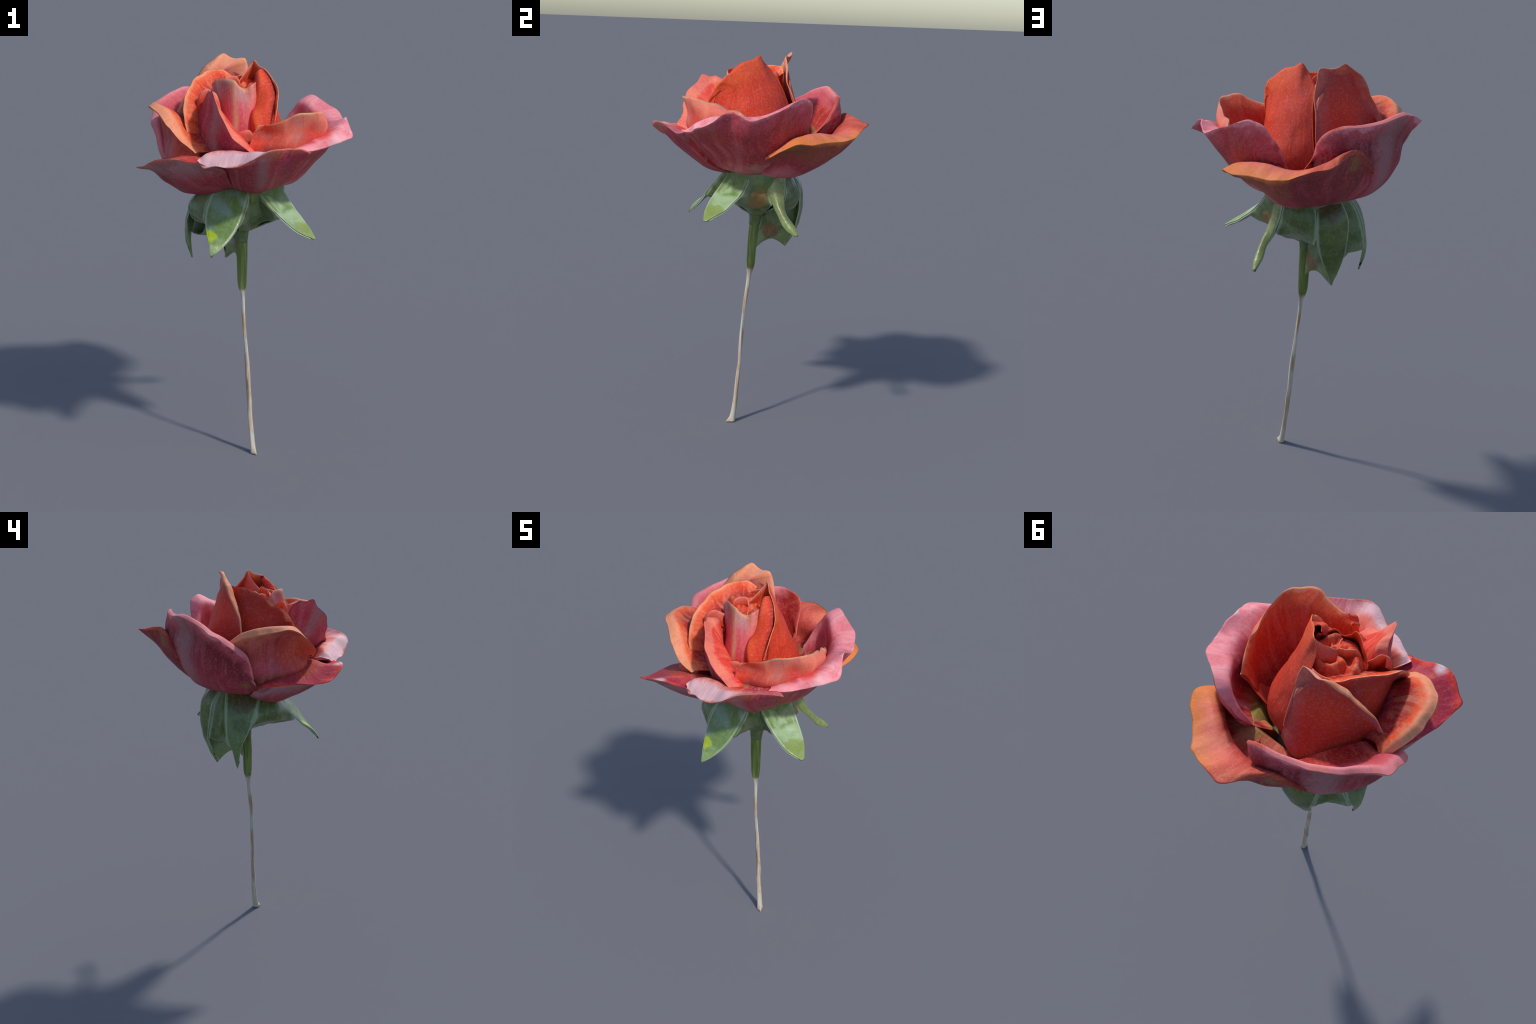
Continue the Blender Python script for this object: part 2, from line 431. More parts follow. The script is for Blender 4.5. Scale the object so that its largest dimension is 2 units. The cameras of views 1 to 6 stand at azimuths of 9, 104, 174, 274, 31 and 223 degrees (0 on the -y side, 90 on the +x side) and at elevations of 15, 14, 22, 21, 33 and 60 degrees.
# back left, a deep plum bowl with a narrow pink lip
petal([
    ring(176, 288, 0.12, 1.375, 6),
    arc((176, 0.19, 1.41), (200, 0.245, 1.415), (230, 0.27, 1.41), (262, 0.28, 1.40), (286, 0.26, 1.395)),
    arc((178, 0.24, 1.51), (200, 0.31, 1.51), (230, 0.37, 1.48), (262, 0.368, 1.45), (286, 0.33, 1.425)),
    arc((180, 0.28, 1.575), (189, 0.40, 1.65), (199, 0.405, 1.64), (212, 0.41, 1.64), (232, 0.423, 1.62), (255, 0.43, 1.56), (270, 0.418, 1.52), (286, 0.385, 1.465)),
    arc((180, 0.305, 1.625), (186, 0.402, 1.70), (197, 0.408, 1.715), (210, 0.405, 1.722), (226, 0.41, 1.725), (243, 0.435, 1.70), (255, 0.445, 1.66), (268, 0.442, 1.60), (282, 0.415, 1.50)),
    [(.03, .265, 1.58), (.014, .305, 1.62), (.006, .338, 1.66), (-.004, .362, 1.705), (-.022, .383, 1.747), (-.057, .386, 1.768), (-.10, .383, 1.778), (-.14, .378, 1.781),
     (-.18, .368, 1.783), (-.24, .350, 1.787), (-.301, .328, 1.795), (-.365, .296, 1.810), (-.402, .272, 1.813), (-.44, .222, 1.800), (-.48, .165, 1.778), (-.506, .125, 1.752),
     (-.505, .085, 1.737), (-.494, .04, 1.703), (-.485, -.005, 1.672), (-.464, -.052, 1.638), (-.446, -.077, 1.575), (-.41, -.09, 1.505)],
],
    petal_material("petal_back_left_outside", [(0, C["olive"]), (0.12, C["plum"]), (0.5, C["plum"]), (0.85, C["dark_plum"]), (0.96, C["rose"]), (1, C["pink"])],
                   vein=C["mauve"], vein_amount=0.4, streak=C["grey_pink"], streak_at=0.5, seed=5.0, blotch=C["dark_plum"], blotch_amount=0.6,
                   spots=[((-.10, .34, 1.72), 0.08, C["brick"], 0.6), ((-.40, -.05, 1.47), 0.05, C["olive"], 0.5)]),
    petal_material("petal_back_left_inside", [(0, C["deep_red"]), (0.35, C["deep_red"]), (0.65, C["rose"]), (0.88, C["pink"]), (1, C["pink"])],
                   vein=C["salmon"], seed=5.5, tilt=(0.34, 0.22, C["deep_red"], 0.95), rim=(C["salmon"], 0.85, 0.5)),
    inner=[[(.028, .26, 1.585), (.012, .30, 1.625), (.004, .332, 1.664), (-.005, .354, 1.708), (-.022, .372, 1.752), (-.055, .372, 1.775), (-.096, .367, 1.786), (-.134, .361, 1.790),
            (-.172, .350, 1.791), (-.23, .330, 1.794), (-.29, .306, 1.801), (-.352, .275, 1.819), (-.387, .25, 1.823), (-.415, .205, 1.809), (-.445, .155, 1.788), (-.465, .115, 1.763),
            (-.465, .08, 1.746), (-.458, .035, 1.717), (-.45, -.01, 1.687), (-.435, -.055, 1.647), (-.42, -.08, 1.58), (-.39, -.09, 1.51)],
           arc((180, 0.298, 1.61), (194, 0.37, 1.70), (215, 0.38, 1.722), (240, 0.405, 1.738), (262, 0.39, 1.70), (284, 0.37, 1.56)),
           arc((180, 0.27, 1.53), (195, 0.31, 1.57), (215, 0.29, 1.62), (240, 0.29, 1.68), (262, 0.31, 1.68), (284, 0.33, 1.55))],
    seed=5, nu=130, nv=52)

# left, cupped, with a bright orange rolled edge
petal([
    ring(264, 345, 0.12, 1.39, 5),
    arc((264, 0.26, 1.43), (285, 0.28, 1.43), (310, 0.28, 1.43), (334, 0.25, 1.44)),
    arc((265, 0.36, 1.54), (284, 0.395, 1.525), (302, 0.41, 1.525), (318, 0.44, 1.548), (333, 0.425, 1.55)),
    arc((266, 0.395, 1.63), (283, 0.415, 1.63), (299, 0.39, 1.635), (315, 0.405, 1.62), (331, 0.40, 1.57)),
    arc((267, 0.41, 1.665), (281, 0.437, 1.71), (293, 0.435, 1.735), (305, 0.425, 1.735), (316, 0.425, 1.68), (330, 0.415, 1.602)),
    [(-.415, .04, 1.67), (-.452, -.023, 1.722), (-.462, -.082, 1.742), (-.463, -.14, 1.755), (-.452, -.2, 1.768), (-.425, -.255, 1.774), (-.385, -.295, 1.755),
     (-.343, -.33, 1.722), (-.298, -.365, 1.683), (-.260, -.388, 1.646), (-.22, -.392, 1.618), (-.186, -.375, 1.59)],
],
    petal_material("petal_left_outside", [(0, C["plum"]), (0.3, C["olive"]), (0.45, C["brown"]), (0.6, C["rose"]), (0.78, C["brick"]), (0.9, C["dusky"]), (1, C["peach"])],
                   vein=C["mauve"], vein_amount=0.42, seed=6.0, blotch=C["dark_plum"], blotch_amount=0.4, tilt=(0.5, 0.68, C["orange"], 0.6),
                   spots=[((-.30, -.22, 1.50), 0.08, C["olive"], 0.6)]),
    petal_material("petal_left_inside", [(0, C["deep_red"]), (0.4, C["deep_red"]), (0.62, C["orange"]), (0.8, C["peach"]), (1, C["peach"])],
                   vein=C["tan"], seed=6.5, blotch=C["salmon"], blotch_amount=0.5),
    inner=[[(-.40, .05, 1.685), (-.42, -.02, 1.745), (-.432, -.079, 1.771), (-.430, -.135, 1.783), (-.42, -.19, 1.790), (-.397, -.24, 1.789), (-.352, -.275, 1.777),
            (-.315, -.30, 1.749), (-.275, -.315, 1.708), (-.24, -.33, 1.661), (-.205, -.335, 1.621), (-.17, -.33, 1.586)],
           arc((266, 0.36, 1.70), (282, 0.385, 1.745), (298, 0.395, 1.765), (312, 0.37, 1.735), (325, 0.345, 1.66), (338, 0.325, 1.585)),
           arc((266, 0.31, 1.68), (282, 0.32, 1.72), (298, 0.33, 1.735), (312, 0.305, 1.70), (325, 0.30, 1.64), (338, 0.28, 1.57))],
    seed=6, nu=110, nv=52)

# --- inner whorl -------------------------------------------------------------------------------
# front right, salmon, hollowed, half hidden behind the large pink one
petal([
    ring(4, 120, 0.12, 1.42, 5),
    arc((6, 0.29, 1.52), (30, 0.29, 1.53), (60, 0.30, 1.53), (90, 0.27, 1.53), (118, 0.21, 1.53)),
    arc((7, 0.365, 1.60), (19, 0.348, 1.62), (33, 0.398, 1.628), (46, 0.395, 1.630), (62, 0.41, 1.645), (82, 0.355, 1.64), (114, 0.27, 1.60)),
    arc((11, 0.378, 1.665), (20, 0.352, 1.68), (33, 0.395, 1.69), (46, 0.41, 1.70), (61, 0.43, 1.71), (80, 0.38, 1.69), (102, 0.325, 1.66), (114, 0.30, 1.625)),
    [(.075, -.38, 1.68), (.098, -.386, 1.722), (.139, -.362, 1.727), (.181, -.352, 1.738), (.222, -.343, 1.755), (.263, -.337, 1.774),
     (.306, -.318, 1.780), (.348, -.278, 1.783), (.367, -.235, 1.78), (.370, -.19, 1.772), (.366, -.14, 1.76), (.355, -.08, 1.737), (.335, -.03, 1.728),
     (.345, .0, 1.710), (.328, .04, 1.692), (.294, .084, 1.674), (.275, .128, 1.644)],
],
    petal_material("petal_front_right_outside", [(0, C["orange"]), (0.4, C["scarlet"]), (0.68, C["dusky"]), (0.95, C["salmon"]), (1, C["tan"])],
                   vein=C["peach"], seed=7.0, blotch=C["grey_pink"], blotch_amount=0.5, tilt=(0.3, 0.1, C["red_orange"], 0.85),
                   spots=[((.32, -.235, 1.67), 0.09, C["scarlet"], 0.8)]),  # scarlet spot paints light glowing through the petal's foot into its colour
    petal_material("petal_front_right_inside", [(0, C["amber"]), (0.25, C["deep_red"]), (0.7, C["red_orange"]), (0.92, C["orange"]), (1, C["peach"])],
                   vein=C["salmon"], seed=7.5),
    inner=[arc((15, 0.365, 1.70), (30, 0.355, 1.705), (46, 0.375, 1.725), (60, 0.395, 1.725), (80, 0.345, 1.69), (98, 0.305, 1.66), (113, 0.285, 1.63)),
           arc((8, 0.315, 1.61), (30, 0.31, 1.62), (60, 0.33, 1.61), (90, 0.28, 1.56), (116, 0.22, 1.53)),
           ring(6, 118, 0.18, 1.45)],
    seed=7)

# front, plum outside, its right edge folded into a salmon band
petal([
    ring(300, 20, 0.10, 1.44, 5),
    arc((302, 0.25, 1.54), (325, 0.29, 1.535), (350, 0.32, 1.53), (18, 0.32, 1.53)),
    arc((303, 0.30, 1.66), (325, 0.325, 1.66), (340, 0.345, 1.66), (354, 0.385, 1.615), (10, 0.395, 1.575)),
    arc((307, 0.295, 1.74), (325, 0.315, 1.76), (338, 0.345, 1.765), (350, 0.395, 1.70), (2, 0.415, 1.635), (11, 0.42, 1.585)),
    [(-.22, -.22, 1.75), (-.178, -.24, 1.81), (-.154, -.262, 1.846), (-.14, -.295, 1.861), (-.13, -.331, 1.862), (-.114, -.364, 1.868), (-.095, -.387, 1.826),
     (-.078, -.41, 1.798), (-.062, -.429, 1.77), (-.043, -.437, 1.737), (-.027, -.44, 1.708), (-.008, -.432, 1.67), (.027, -.434, 1.645), (.066, -.442, 1.62), (.09, -.43, 1.59)],
],
    petal_material("petal_front_inner_outside", [(0, C["dark_plum"]), (0.3, C["plum"]), (0.6, C["plum"]), (0.85, C["crimson"]), (1, C["rose"])],
                   vein=C["mauve"], seed=8.0, blotch=C["dark_plum"], blotch_amount=0.5, streak=C["grey_pink"], streak_at=0.5, streak_width=0.12, tilt=(0.3, 0.12, C["deep_red"], 0.7)),
    petal_material("petal_front_inner_inside", [(0, C["deep_red"]), (0.45, C["scarlet"]), (0.72, C["scarlet"]), (0.82, C["salmon"]), (1, C["salmon"])], vein=C["peach"], seed=8.5,
                   blotch=C["rose"], blotch_amount=0.4),
    inner=[[(-.175, -.20, 1.76), (-.14, -.215, 1.81), (-.125, -.235, 1.838), (-.115, -.265, 1.848), (-.108, -.29, 1.845), (-.100, -.311, 1.815), (-.085, -.318, 1.785),
            (-.074, -.326, 1.768), (-.055, -.337, 1.745), (-.035, -.343, 1.72), (-.01, -.346, 1.697), (.018, -.353, 1.673), (.05, -.355, 1.64), (.08, -.36, 1.608), (.10, -.355, 1.58)],
           [(-.165, -.185, 1.74), (-.13, -.20, 1.765), (-.115, -.215, 1.785), (-.10, -.235, 1.79), (-.09, -.26, 1.78), (-.085, -.27, 1.76), (-.07, -.275, 1.74),
            (-.055, -.28, 1.725), (-.04, -.285, 1.71), (-.02, -.29, 1.69), (.005, -.30, 1.67), (.03, -.31, 1.645), (.055, -.315, 1.615), (.08, -.32, 1.585), (.095, -.32, 1.56)],
           ring(312, 16, 0.22, 1.62)],
    seed=8, nu=100, nv=44, lumps=0.004)

# left, tall arch with a broad glowing inner edge
petal([
    ring(222, 335, 0.09, 1.46, 5),
    arc((225, 0.17, 1.58), (250, 0.23, 1.57), (285, 0.28, 1.56), (315, 0.29, 1.55), (332, 0.26, 1.55)),
    arc((228, 0.15, 1.74), (252, 0.195, 1.74), (285, 0.265, 1.73), (312, 0.315, 1.68), (326, 0.315, 1.62)),
    arc((232, 0.135, 1.83), (255, 0.16, 1.855), (280, 0.205, 1.845), (305, 0.285, 1.785), (318, 0.335, 1.71), (324, 0.34, 1.64)),
    [(-.10, .08, 1.89), (-.14, .06, 1.922), (-.168, .035, 1.928), (-.190, -.005, 1.934), (-.217, -.058, 1.922), (-.246, -.107, 1.902), (-.259, -.151, 1.874),
     (-.264, -.197, 1.848), (-.266, -.241, 1.819), (-.264, -.272, 1.773), (-.254, -.30, 1.726), (-.241, -.312, 1.674), (-.225, -.315, 1.62)],
],
    petal_material("petal_left_inner_outside", [(0, C["plum"]), (0.4, C["brick"]), (0.7, C["red_orange"]), (0.95, C["brick"]), (1, C["peach"])],
                   vein=C["brick"], seed=9.0, blotch=C["rose"], blotch_amount=0.4),
    petal_material("petal_left_inner_inside", [(0, C["deep_red"]), (0.5, C["deep_red"]), (0.68, C["red_orange"]), (0.85, C["orange"]), (1, C["peach"])],
                   vein=C["peach"], seed=9.5),
    inner=[[(-.10, .07, 1.885), (-.13, .045, 1.905), (-.148, .02, 1.908), (-.165, -.012, 1.908), (-.188, -.055, 1.898), (-.21, -.10, 1.88), (-.222, -.142, 1.855),
            (-.228, -.185, 1.83), (-.23, -.225, 1.80), (-.228, -.25, 1.76), (-.22, -.27, 1.72), (-.21, -.285, 1.67), (-.20, -.29, 1.62)],
           [(-.09, .05, 1.865), (-.105, .02, 1.868), (-.12, -.01, 1.868), (-.135, -.04, 1.865), (-.152, -.075, 1.858), (-.168, -.115, 1.845), (-.178, -.15, 1.825),
            (-.185, -.18, 1.80), (-.188, -.205, 1.77), (-.187, -.225, 1.73), (-.183, -.24, 1.69), (-.18, -.25, 1.65), (-.17, -.255, 1.60)],
           [(-.06, .03, 1.84), (-.08, -.02, 1.84), (-.10, -.06, 1.84), (-.12, -.12, 1.80), (-.13, -.16, 1.74), (-.14, -.18, 1.66)]],
    seed=9)

# back left, the tallest, with a pale edge turned outwards
petal([
    ring(186, 282, 0.13, 1.45, 5),
    arc((186, 0.19, 1.56), (210, 0.26, 1.57), (235, 0.30, 1.57), (260, 0.325, 1.57), (280, 0.30, 1.56)),
    arc((188, 0.18, 1.66), (208, 0.208, 1.67), (232, 0.252, 1.68), (255, 0.27, 1.68), (276, 0.315, 1.62)),
    arc((190, 0.160, 1.74), (206, 0.165, 1.77), (230, 0.180, 1.79), (253, 0.232, 1.77), (274, 0.318, 1.68)),
    arc((192, 0.134, 1.83), (203, 0.136, 1.87), (222, 0.140, 1.91), (242, 0.175, 1.91), (262, 0.238, 1.84), (273, 0.325, 1.72)),
    [(-.03, .19, 1.66), (-.027, .165, 1.74), (-.026, .14, 1.80), (-.026, .123, 1.856), (-.031, .116, 1.92), (-.044, .103, 1.976), (-.06, .104, 1.980),
     (-.09, .106, 1.976), (-.12, .111, 1.983), (-.15, .108, 2.000), (-.172, .092, 1.990), (-.19, .075, 1.965), (-.212, .054, 1.932), (-.228, .04, 1.895),
     (-.252, .018, 1.853), (-.304, -.01, 1.80), (-.333, -.018, 1.75), (-.355, -.022, 1.70), (-.36, -.03, 1.64)],
    [(-.03, .194, 1.655), (-.026, .17, 1.735), (-.024, .145, 1.795), (-.023, .128, 1.852), (-.030, .121, 1.922), (-.045, .106, 1.981), (-.06, .108, 1.983),
     (-.09, .111, 1.979), (-.12, .116, 1.985), (-.153, .112, 2.001), (-.178, .103, 1.986), (-.207, .09, 1.962), (-.240, .07, 1.934), (-.265, .055, 1.896),
     (-.286, .03, 1.85), (-.322, -.006, 1.795), (-.343, -.015, 1.745), (-.362, -.02, 1.695), (-.366, -.03, 1.635)],
],
    petal_material("petal_back_inner_outside", [(0, C["plum"]), (0.3, C["brick"]), (0.6, C["red_orange"]), (0.9, C["brick"]), (0.98, C["salmon"]), (1, C["tan"])],
                   vein=C["brick"], seed=10.0, blotch=C["rose"], blotch_amount=0.4, tilt=(0.25, 0.05, C["grey_pink"], 0.4), rim=(C["grey_pink"], 0.82, 0.4)),
    petal_material("petal_back_inner_inside", [(0, C["deep_red"]), (0.6, C["red_orange"]), (0.84, C["salmon"]), (0.93, C["peach"]), (1, C["peach"])],
                   vein=C["pale_pink"], seed=10.5, blotch=C["tan"], blotch_amount=0.5),
    seed=10, nu=110, nv=52, ruffle=0.004)

# back right, tall, wrapped flat against the heart
petal([
    ring(28, 185, 0.12, 1.46, 6),
    arc((32, 0.25, 1.57), (60, 0.215, 1.57), (90, 0.183, 1.57), (121, 0.168, 1.57), (150, 0.172, 1.57), (188, 0.18, 1.57)),
    arc((34, 0.268, 1.69), (55, 0.190, 1.70), (80, 0.148, 1.71), (121, 0.125, 1.70), (160, 0.122, 1.70), (188, 0.148, 1.70)),
    arc((37, 0.250, 1.80), (52, 0.165, 1.82), (76, 0.095, 1.84), (115, 0.058, 1.84), (165, 0.07, 1.83), (192, 0.105, 1.81)),
    [(.15, -.25, 1.70), (.164, -.240, 1.755), (.164, -.228, 1.785), (.164, -.20, 1.828), (.164, -.18, 1.851), (.15, -.154, 1.882), (.129, -.128, 1.902),
     (.111, -.108, 1.922), (.087, -.089, 1.944), (.06, -.067, 1.956), (.037, -.041, 1.963), (.014, -.019, 1.980), (-.005, -.008, 1.955), (-.022, .012, 1.93), (-.032, .04, 1.90), (-.034, .07, 1.87)],
],
    petal_material("petal_heart_outside", [(0, C["deep_red"]), (0.4, C["red_orange"]), (0.75, C["red_orange"]), (0.95, C["orange"]), (1, C["orange"])],
                   vein=C["orange"], seed=11.0, blotch=C["brick"], blotch_amount=0.45, tilt=(0.5, 0.8, C["brick"], 0.5)),
    petal_material("petal_heart_inside", [(0, C["deep_red"]), (0.6, C["red_orange"]), (0.9, C["orange"]), (1, C["peach"])], vein=C["orange"], seed=11.5),
    seed=11, nv=52)

# --- heart -------------------------------------------------------------------------------------
heart_out = petal_material("petal_curl_outside", [(0, C["deep_red"]), (0.5, C["red_orange"]), (0.85, C["dusky"]), (1, C["salmon"])], vein=C["orange"], seed=14.0)
core_mat = petal_material("bud_core", [(0, C["deep_red"]), (0.4, C["red_orange"]), (0.7, C["orange"]), (1, C["salmon"])], vein=C["peach"], vein_amount=0.42, blotch=C["peach"], blotch_amount=0.7, seed=15.0)
heart_in = petal_material("petal_curl_inside", [(0, C["deep_red"]), (0.55, C["red_orange"]), (0.85, C["orange"]), (1, C["salmon"])], vein=C["peach"], seed=14.5)

# a narrow orange strip tucked inside the tall right petal
petal([
    [(.15, -.215, 1.66), (.148, -.19, 1.77), (.14, -.158, 1.84), (.112, -.108, 1.90), (.072, -.078, 1.942)],
    [(.108, -.262, 1.66), (.098, -.222, 1.77), (.100, -.178, 1.83), (.090, -.138, 1.895), (.064, -.092, 1.947)],
    [(.082, -.272, 1.66), (.061, -.254, 1.725), (.054, -.226, 1.76), (.053, -.184, 1.785), (.061, -.164, 1.825), (.070, -.157, 1.872), (.063, -.134, 1.911), (.053, -.099, 1.943)],
    [(.03, -.22, 1.66), (.028, -.175, 1.77), (.035, -.13, 1.83), (.038, -.11, 1.89), (.04, -.085, 1.935)],
],
    petal_material("petal_strip_outside", [(0, C["deep_red"]), (0.3, C["red_orange"]), (0.6, C["orange"]), (0.75, C["scarlet"]), (1, C["deep_red"])], vein=C["orange"], seed=12.0),
    heart_in, seed=12, nu=60, nv=40, lumps=0.003, ruffle=0.0)

# pointed, flushed petal that closes the bud in front
petal([
    ring(300, 40, 0.06, 1.50, 4),
    arc((318, 0.20, 1.64), (340, 0.235, 1.63), (0, 0.25, 1.63), (30, 0.19, 1.65)),
    arc((316, 0.195, 1.76), (336, 0.222, 1.75), (352, 0.235, 1.74), (8, 0.215, 1.76), (30, 0.165, 1.78)),
    [(-.165, -.125, 1.82), (-.152, -.14, 1.862), (-.137, -.15, 1.888), (-.118, -.157, 1.905), (-.085, -.181, 1.909), (-.04, -.201, 1.904), (-.02, -.188, 1.877),
     (.003, -.174, 1.865), (.033, -.165, 1.884), (.047, -.13, 1.892), (.06, -.10, 1.875)],
],
    petal_material("petal_bud_outside", [(0, C["deep_red"]), (0.4, C["scarlet"]), (0.75, C["rose"]), (0.95, C["grey_pink"]), (1, C["tan"])],
                   vein=C["salmon"], streak=C["tan"], streak_at=0.5, streak_width=0.07, seed=13.0, blotch=C["crimson"], blotch_amount=0.4, tilt=(0.62, 0.85, C["salmon"], 0.6),
                   spots=[((-.07, -.20, 1.86), 0.05, C["brick"], 0.5)]),
    petal_material("petal_bud_inside", [(0, C["deep_red"]), (0.7, C["red_orange"]), (1, C["orange"])], vein=C["orange"], seed=13.5),
    seed=13, nu=64, nv=36, lumps=0.004, ruffle=0.004)

petal([arc((140, 0.14, 1.50), (175, 0.155, 1.50), (215, 0.16, 1.50)), arc((140, 0.115, 1.66), (180, 0.138, 1.66), (215, 0.13, 1.66)),  # added filler, no real petal: closes the slit between the tall back petals
       arc((150, 0.045, 1.77), (185, 0.075, 1.77), (215, 0.085, 1.77)), arc((160, 0.02, 1.84), (195, 0.045, 1.84), (220, 0.05, 1.84))],
      heart_in, heart_in, nu=30, nv=24, seed=31, lumps=0.002, ruffle=0.0)

# crumpled core: a low dome with spiralling folds, closing the bud
na, nr_ = 96, 34
core = np.zeros((na, nr_, 3))
for i in range(na):
    for j in range(nr_):
        a, q = 2 * math.pi * i / (na - 1), 1 - j / (nr_ - 1)
        x, y = -.052 + 0.115 * q * math.cos(a), -.072 + 0.115 * q * math.sin(a)
        fold = math.sin(a * 2 + 9 * q + 2.0 * noise.noise(Vector((x * 12, y * 12, 3.0))))
        p = Vector((x * 20, y * 20, 1.7))
        z = 1.870 + 0.018 * fold * min(1, q * 3) + 0.018 * noise.noise(p) + 0.008 * noise.noise(p * 2.4) - 0.10 * max(0, q - 0.72) ** 1.2
        core[i, j] = x, y, z
attach(sheet("core", core, 0.004, (core_mat, core_mat), rose, outward=np.array([-.05, -.07, 1.6])))

# curled petal tips packed in the middle
curls = [
    # rim points of each little petal
    [(-.105, -.125, 1.885), (-.098, -.128, 1.903), (-.078, -.10, 1.912), (-.05, -.088, 1.908), (-.031, -.104, 1.878), (-.015, -.14, 1.868), (-.007, -.165, 1.86)],
    [(-.03, -.09, 1.875), (-.005, -.105, 1.868), (.02, -.125, 1.872), (.045, -.115, 1.885), (.055, -.09, 1.905)],
    [(-.195, -.205, 1.81), (-.180, -.216, 1.855), (-.165, -.205, 1.862), (-.15, -.18, 1.85), (-.13, -.16, 1.835)],
    [(-.15, -.02, 1.86), (-.12, .02, 1.885), (-.08, .045, 1.90), (-.05, .05, 1.905), (-.03, .04, 1.89)],
]
mid_ = np.array([-.052, -.072, 0])
for k, rim in enumerate(curls):
    rim = np.array(rim)
    out = rim + (rim - mid_) * [.10, .10, 0]
    foot = rim - (rim - mid_) * [.15, .15, 0]
    petal([foot - [0, 0, .09], out - [0, 0, .055], out - [0, 0, .02], rim], heart_out, heart_in, nu=40, nv=22, thick=0.010, lumps=0.004, ruffle=0.004, seed=20 + k)

# the fold that falls from the tip of the tall right petal towards the middle
petal([
    [(.02, .03, 1.80), (-.03, .01, 1.79), (-.06, -.035, 1.79), (-.085, -.075, 1.80)],
    [(.012, .008, 1.90), (-.022, -.010, 1.87), (-.052, -.048, 1.855), (-.068, -.085, 1.855)],
    [(.014, -.018, 1.976), (-.002, -.030, 1.953), (-.020, -.058, 1.920), (-.034, -.082, 1.899), (-.045, -.10, 1.885)],
], heart_out, heart_in, nu=40, nv=26, seed=32, lumps=0.004, ruffle=0.003)

# small orange leaflet between the front petals
petal([
    ring(350, 18, 0.10, 1.52, 3),
    arc((355, 0.29, 1.60), (5, 0.30, 1.60), (16, 0.30, 1.60)),
    [(-.005, -.335, 1.66), (.007, -.342, 1.690), (.03, -.338, 1.694), (.05, -.325, 1.693), (.065, -.31, 1.67)],
], heart_out, heart_in, nu=26, nv=18, seed=30, lumps=0.002)

# ----------------------------------------------------------------------------------------------
# calyx
# ----------------------------------------------------------------------------------------------


def green_material(name, tint, pale, spots=(), seed=0.0):
    m = Nodes(name)
    co = m.coords()
    along, across = m.scalar("along"), m.scalar("across")
    a, b = m.noise(co, 8, 3, 0.5, 0.8), m.noise(co, 60, 4, 0.65)
    fv = m.new("ShaderNodeCombineXYZ")
    m.link(m.math("MULTIPLY", across, 16), fv.inputs[0])
    m.link(m.math("MULTIPLY", along, 2.0), fv.inputs[1])
    fv.inputs[2].default_value = seed + 3.1
    fibre = m.noise(fv.outputs[0], 1.0, 2, 0.5, 0.5)
    col = m.mix(m.mask(a, 0.38, 0.66), tint, pale)
    col = m.mix(m.math("MULTIPLY", m.mask(fibre, 0.45, 0.7), 0.4), col, pale)
    mid = m.math("ABSOLUTE", m.math("SUBTRACT", across, 0.5))
    edge = m.math("ADD", mid, m.math("MULTIPLY", m.math("SUBTRACT", a, 0.5), 0.06))
    col = m.mix(m.math("MULTIPLY", m.mask(edge, 0.41, 0.5), 0.65), col, srgb(186, 204, 172))
    col = m.mix(m.math("MULTIPLY", m.mask(along, 0.6, 1.0), 0.45), col, srgb(146, 166, 92))
    for centre, radius, c, amt in spots:
        col = m.mix(m.math("MULTIPLY", m.spot(centre, radius, 0.25), amt), col, c)
    col = m.mix(m.math("MULTIPLY", m.mask(b, 0.48, 0.7), 0.13), col, srgb(190, 205, 170))
    col = m.mix(m.math("MULTIPLY", m.mask(b, 0.5, 0.3), 0.16), col, m.mix(1.0, col, (0.6, 0.65, 0.6, 1), "MULTIPLY"))
    return m.finish(col, 0.32, 0.55, m.math("ADD", a, b), 0.2)


SEPAL, PALE, DEEP = srgb(106, 134, 66), srgb(158, 184, 138), srgb(82, 94, 34)
LIME, BLUEG = srgb(166, 190, 30), srgb(130, 160, 140)
inner_green = green_material("sepal_inside", srgb(92, 112, 72), srgb(126, 142, 96))


def sepal(left, mid, right, material, thick=0.016, seed=1):
    cols = [np.array(left, float), np.array(mid, float), np.array(right, float)]
    n = 34
    t = np.linspace(0, 1, n)
    L, M, R = (spline(c, t) for c in cols)
    u = np.linspace(0, 1, 25)
    g = np.stack([spline(np.array([L[j], (L[j] * .35 + M[j] * .65) + (M[j] - (L[j] + R[j]) / 2) * .12, M[j], (R[j] * .35 + M[j] * .65) + (M[j] - (L[j] + R[j]) / 2) * .12, R[j]]), u) for j in range(n)], 1)
    g = relief(g, 0.004, 12.0, seed, 0.0)
    return attach(sheet("sepal", g, thick, (material, inner_green), rose, outward=np.array([-.02, -.02, 1.3]), taper=0.45))


